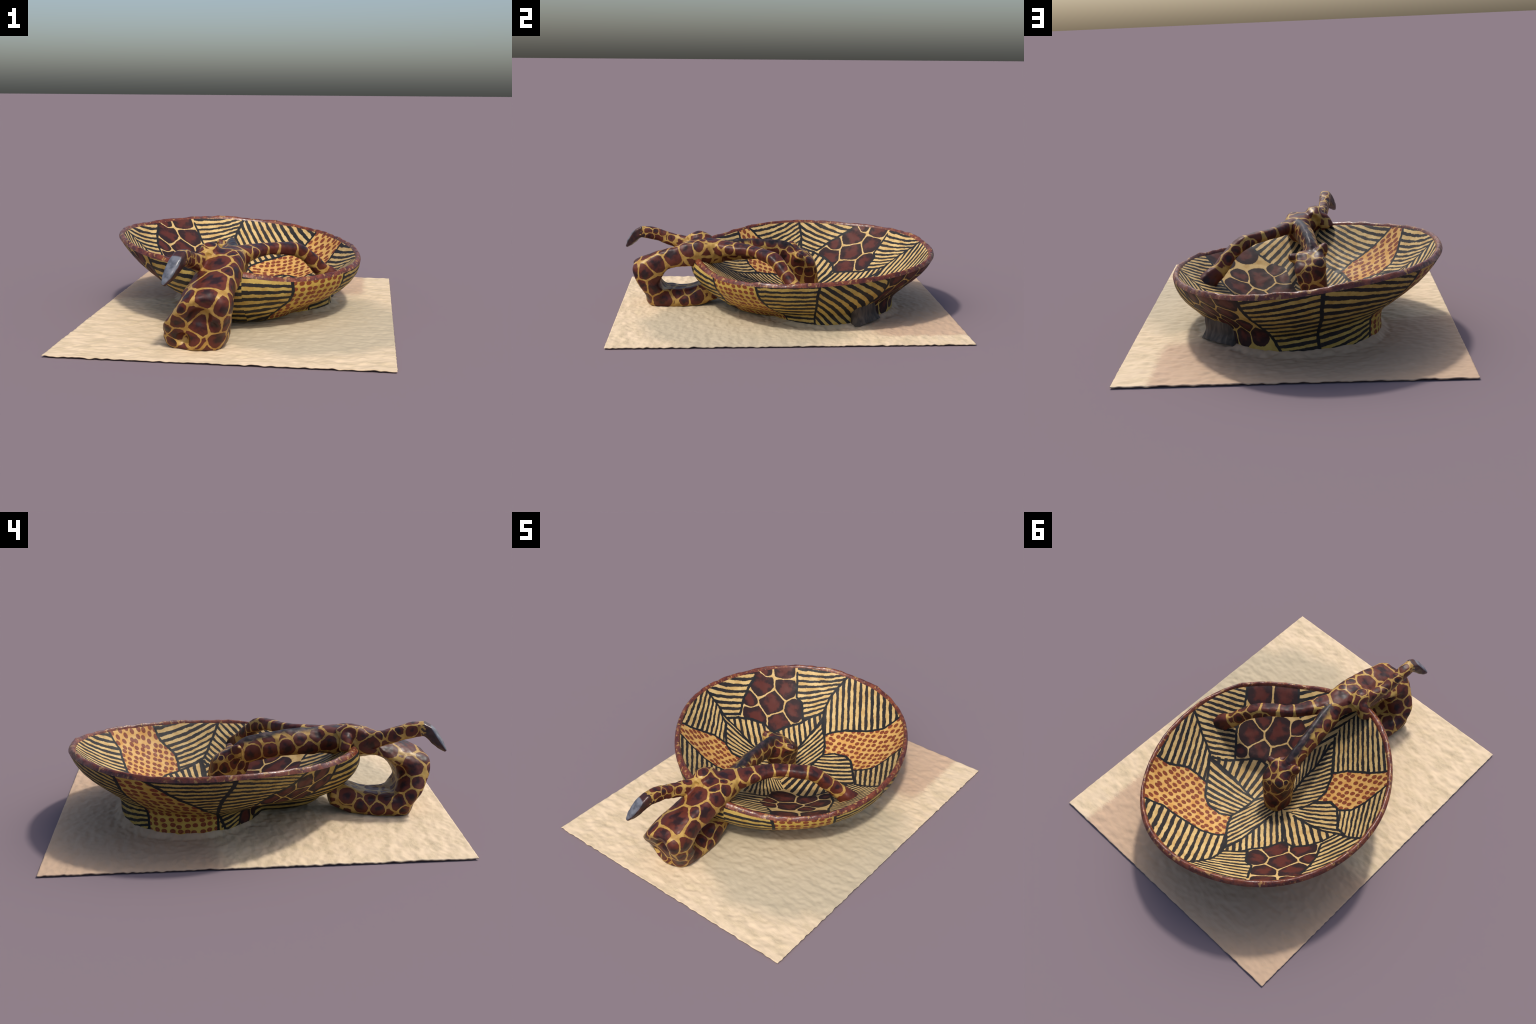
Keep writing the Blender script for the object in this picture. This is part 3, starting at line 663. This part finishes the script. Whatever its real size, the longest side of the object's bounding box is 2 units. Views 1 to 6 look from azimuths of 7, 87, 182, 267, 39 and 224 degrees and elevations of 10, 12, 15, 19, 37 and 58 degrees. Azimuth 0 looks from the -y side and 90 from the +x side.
def coat_material(name, centres, mane=False, hoof=False):
    p = Paint(name)
    W = p.warp(p.warp(p.P, 0.020, 17), 0.007, 70)
    mott = p.noise(p.P, 30, 4.0)
    fine = p.noise(p.P, 150, 3.0)
    ground = p.mix(p.map(mott, 0.35, 0.7), COAT, tuple(c * k for c, k in zip(COAT, (0.72, 0.62, 0.5))))
    near, second = blobs(p, W, centres)
    inside = p.math("MULTIPLY", p.map(near, 1.24, 1.31, 1.0, 0.0), p.map(p.math("SUBTRACT", p.math("SUBTRACT", second, near), p.math("MULTIPLY", p.math("POWER", near, 4.0), 0.10)), 0.10, 0.17))
    # where no big patch was set, smaller ones fill the coat
    v = p.t.nodes.new("ShaderNodeTexVoronoi"); v.feature = "DISTANCE_TO_EDGE"
    v.inputs["Scale"].default_value = 14.0; v.inputs["Randomness"].default_value = 0.75
    p.put(v.inputs["Vector"], W)
    fill = p.math("MULTIPLY", p.map(v.outputs["Distance"], 0.10, 0.15), p.map(near, 1.42, 1.50))
    inside = p.math("MAXIMUM", inside, fill)
    core = p.map(p.math("ADD", near, p.map(mott, 0.3, 0.7, -0.4, 0.4)), 0.1, 0.8)
    patch = p.mix(core, PATCH_DARK, PATCH_RED)
    patch = p.mix(p.map(p.math("MULTIPLY", core, p.noise(p.P, 11, 1.0)), 0.4, 0.65, 0, 0.6), patch, (0.12, 0.026, 0.012))
    col = p.mix(inside, ground, patch)
    if mane:
        x, y, z = p.xyz(W)
        keel = p.math("SUBTRACT", 0.428, p.math("MULTIPLY", p.math("MAXIMUM", p.math("ADD", y, 0.15), 0.0), 0.2))
        m = p.math("MULTIPLY", p.map(p.math("SUBTRACT", keel, z), 0.004, 0.024, 1.0, 0.0), p.map(p.math("ADD", y, p.map(mott, 0.3, 0.7, -0.04, 0.04)), -0.42, -0.34))
        m = p.math("MULTIPLY", m, p.map(y, 0.075, 0.1, 1.0, 0.0))
        col = p.mix(m, col, p.mix(p.map(mott, 0.4, 0.7), (0.016, 0.013, 0.015), (0.06, 0.034, 0.036)))
    rough = p.map(mott, 0.3, 0.7, 0.35, 0.53)
    return p.finish(col, rough, p.math("ADD", mott, p.math("MULTIPLY", fine, 0.4)), 0.14, 0.003, 0.26)


def hoof_material():
    p = Paint("hoof_grey_and_brown")
    top, tip = Vector((-0.183, -0.885, 0.455)), Vector((-0.239, -0.974, 0.344))
    d = (tip - top).normalized()
    w = Vector((1, -0.25, 0)); w = (w - d * w.dot(d)).normalized()
    n = w.cross(d); n = n if n.y < 0 else -n
    o = top + n * 0.0195
    face = p.math("SUBTRACT", p.vec("DOT_PRODUCT", p.P, tuple(n)), n.dot(o))
    along = p.math("SUBTRACT", p.vec("DOT_PRODUCT", p.P, tuple(d)), d.dot(top))
    taper = p.math("ADD", face, p.math("MULTIPLY", along, 0.12))
    m = p.math("MULTIPLY", p.map(taper, 0.000, 0.004), p.map(along, 0.0, 0.012))
    mott = p.noise(p.P, 40, 3.0)
    brown = p.mix(p.map(mott, 0.35, 0.65), (0.025, 0.012, 0.012), (0.06, 0.018, 0.014))
    grey = p.mix(p.map(mott, 0.35, 0.65), (0.075, 0.08, 0.098), (0.15, 0.158, 0.185))
    return p.finish(p.mix(m, brown, grey), 0.33, mott, 0.4, 0.003)


def foot_material():
    p = Paint("foot_dark_wood")
    m = p.noise(p.vec("MULTIPLY", p.P, (1, 1, 0.25)), 40, 3.0)
    col = p.mix(p.map(m, 0.35, 0.7), (0.036, 0.026, 0.020), (0.115, 0.085, 0.062))
    return p.finish(col, 0.7, m, 0.5, 0.004)


def sheet_material():
    p = Paint("cream_paper")
    x, y, z = p.xyz(p.P)
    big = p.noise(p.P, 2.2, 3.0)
    mid = p.noise(p.vec("MULTIPLY", p.P, (1.0, 2.2, 1.0)), 9, 4.0)
    fine = p.noise(p.vec("MULTIPLY", p.P, (1.0, 3.0, 1.0)), 60, 3.0)
    col = p.mix(p.map(mid, 0.35, 0.7), (0.70, 0.545, 0.365), (0.60, 0.47, 0.30))
    # bowl's soft shadow tinted into the paper colour, grey-green on the open side
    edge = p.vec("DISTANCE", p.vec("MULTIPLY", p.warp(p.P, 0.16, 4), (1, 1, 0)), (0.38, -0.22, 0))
    painted_shadow = p.map(p.math("ADD", edge, p.map(big, 0.3, 0.7, -0.05, 0.05)), 0.50, 0.66, 0.8, 0.0)
    col = p.mix(painted_shadow, col, (0.43, 0.365, 0.25))
    # pinkish strip along the far edge
    wx = p.math("ADD", x, p.map(fine, 0.3, 0.7, -0.01, 0.01))
    pink = p.math("MULTIPLY", p.map(wx, 0.61, 0.655, 1.0, 0.0), p.map(p.math("ADD", y, p.math("MULTIPLY", x, -0.25)), 0.27, 0.42))
    col = p.mix(p.math("MULTIPLY", pink, 0.85), col, (0.50, 0.335, 0.225))
    # scuffed grain
    scuff = p.math("MULTIPLY", p.map(fine, 0.48, 0.72), p.map(mid, 0.45, 0.62))
    col = p.mix(p.math("MULTIPLY", scuff, 0.35), col, (0.40, 0.32, 0.22))
    return p.finish(col, 0.75, p.math("ADD", mid, p.math("MULTIPLY", fine, 0.35)), 0.35, 0.006, 0.25)


# ---------------------------------------------------------------- which panel a point of the wall belongs to
def poly_distance(px, py, poly):
    """signed distance of many points to a polygon, negative inside"""
    q = np.array(poly, float)
    best = np.full(px.shape, 1e9)
    odd = np.zeros(px.shape, bool)
    for i in range(len(q)):
        a, b = q[i - 1], q[i]
        w = b - a
        h = np.clip(((px - a[0]) * w[0] + (py - a[1]) * w[1]) / max(w @ w, 1e-12), 0, 1)
        best = np.minimum(best, np.hypot(px - a[0] - h * w[0], py - a[1] - h * w[1]))
        cross = (a[1] > py) != (b[1] > py)
        with np.errstate(divide="ignore", invalid="ignore"):
            xi = a[0] + (py - a[1]) * w[0] / (w[1] if w[1] else 1e-12)
        odd ^= cross & (px < xi)
    return np.where(odd, -best, best)


def assign_panels(ob, polys, outside):
    me = ob.data
    n = len(me.polygons)
    c = np.empty(n * 3); me.polygons.foreach_get("center", c); c = c.reshape(-1, 3)
    if outside:
        px, py = 0.6 * np.arctan2(AXIS[0] - c[:, 0], c[:, 1] - AXIS[1]), c[:, 2]
    else:
        px, py = c[:, 0], c[:, 1]
    d = np.array([poly_distance(px, py, q) for q in polys])
    me.polygons.foreach_set("material_index", d.argmin(0).astype(np.int32))


def build_foot():
    v, f = limb([(0.333, 0.434, 0.17, 0.12, 0.05), (0.342, 0.447, 0.10, 0.112, 0.045), (0.347, 0.454, 0.05, 0.106, 0.042), (0.354, 0.463, 0.006, 0.120, 0.052)], (0.75, -0.66, 0), along=12, around=64, power=3.0)
    out = []
    for p in v:
        k = 0.012 * noise.noise(Vector((p[0] * 40, p[1] * 40, p[2] * 8)))
        rho, t = polar(p[0], p[1])
        out.append((p[0] + 0.66 * k, p[1] + 0.75 * k, max(min(p[2], float(z_inside(rho, t)) - 0.02), 0.004)))
    return out, f


# ---------------------------------------------------------------- assembly
thing = empty("giraffe_bowl", "carved wooden bowl with a giraffe handle, painted in patterned panels", "decorative bowl")
bowl = None
(vi, fi), (vl, fl), (vo, fo) = build_bowl()
segment = stroke_group()
inner = mesh_object("inner_wall", vi, fi, thing)
for k, (kind, poly, *info) in enumerate(PANELS_IN):
    info = info[0] if kind == "cells" else info
    inner.data.materials.append(panel_material("inner_" + kind, kind, info, poly, LINES_IN, segment, CREAM_IN, False, 0.0072))
assign_panels(inner, [q[1] for q in PANELS_IN], False)
outer = mesh_object("outer_wall", vo, fo, thing)
bounds = [[(-1.885, 0.5), (-1.885, -0.1)]] + LINES_OUT + [[(1.885, 0.5), (1.885, -0.1)]]
polys = [a + b[::-1] for a, b in zip(bounds[:-1], bounds[1:])]
for poly, (kind, *info) in zip(polys, FIELDS_OUT):
    info = info[0] if kind == "cells" else info
    outer.data.materials.append(panel_material("outer_" + kind, kind, info, poly, LINES_OUT, segment, CREAM_OUT, True, 0.0085))
assign_panels(outer, polys, True)
rim = mesh_object("rim", vl, fl, thing)
rim.data.materials.append(rim_material())
v, f = build_foot()
foot = mesh_object("foot", v, f, thing)
foot.data.materials.append(foot_material())

body = build_giraffe_body()
every = [c for l in PATCHES.values() for c in l]
for key, ob in sorted(body.items()):
    ob.parent = thing
    if key == "hoof":
        ob.data.materials.append(hoof_material())
        continue
    co = np.array([v.co[:] for v in ob.data.vertices])
    mine = [c for c in every if np.min(((co - np.array(c[:3])) ** 2).sum(1)) < (c[3] * 1.1) ** 2]
    ob.data.materials.append(coat_material("coat_" + ob.name.split(".")[0], mine, mane=(key == "neck")))
for part, owner in (("hoof", "foreleg.001"), ("ear", "head"), ("ear.001", "head")):
    if part in body and owner in body:
        body[part].parent = body[owner]

sv, sf = build_sheet()
sheet = mesh_object("paper_sheet", sv, sf)
sheet["label"], sheet["category"] = "wrinkled cream paper sheet lying flat under the bowl", "paper sheet"
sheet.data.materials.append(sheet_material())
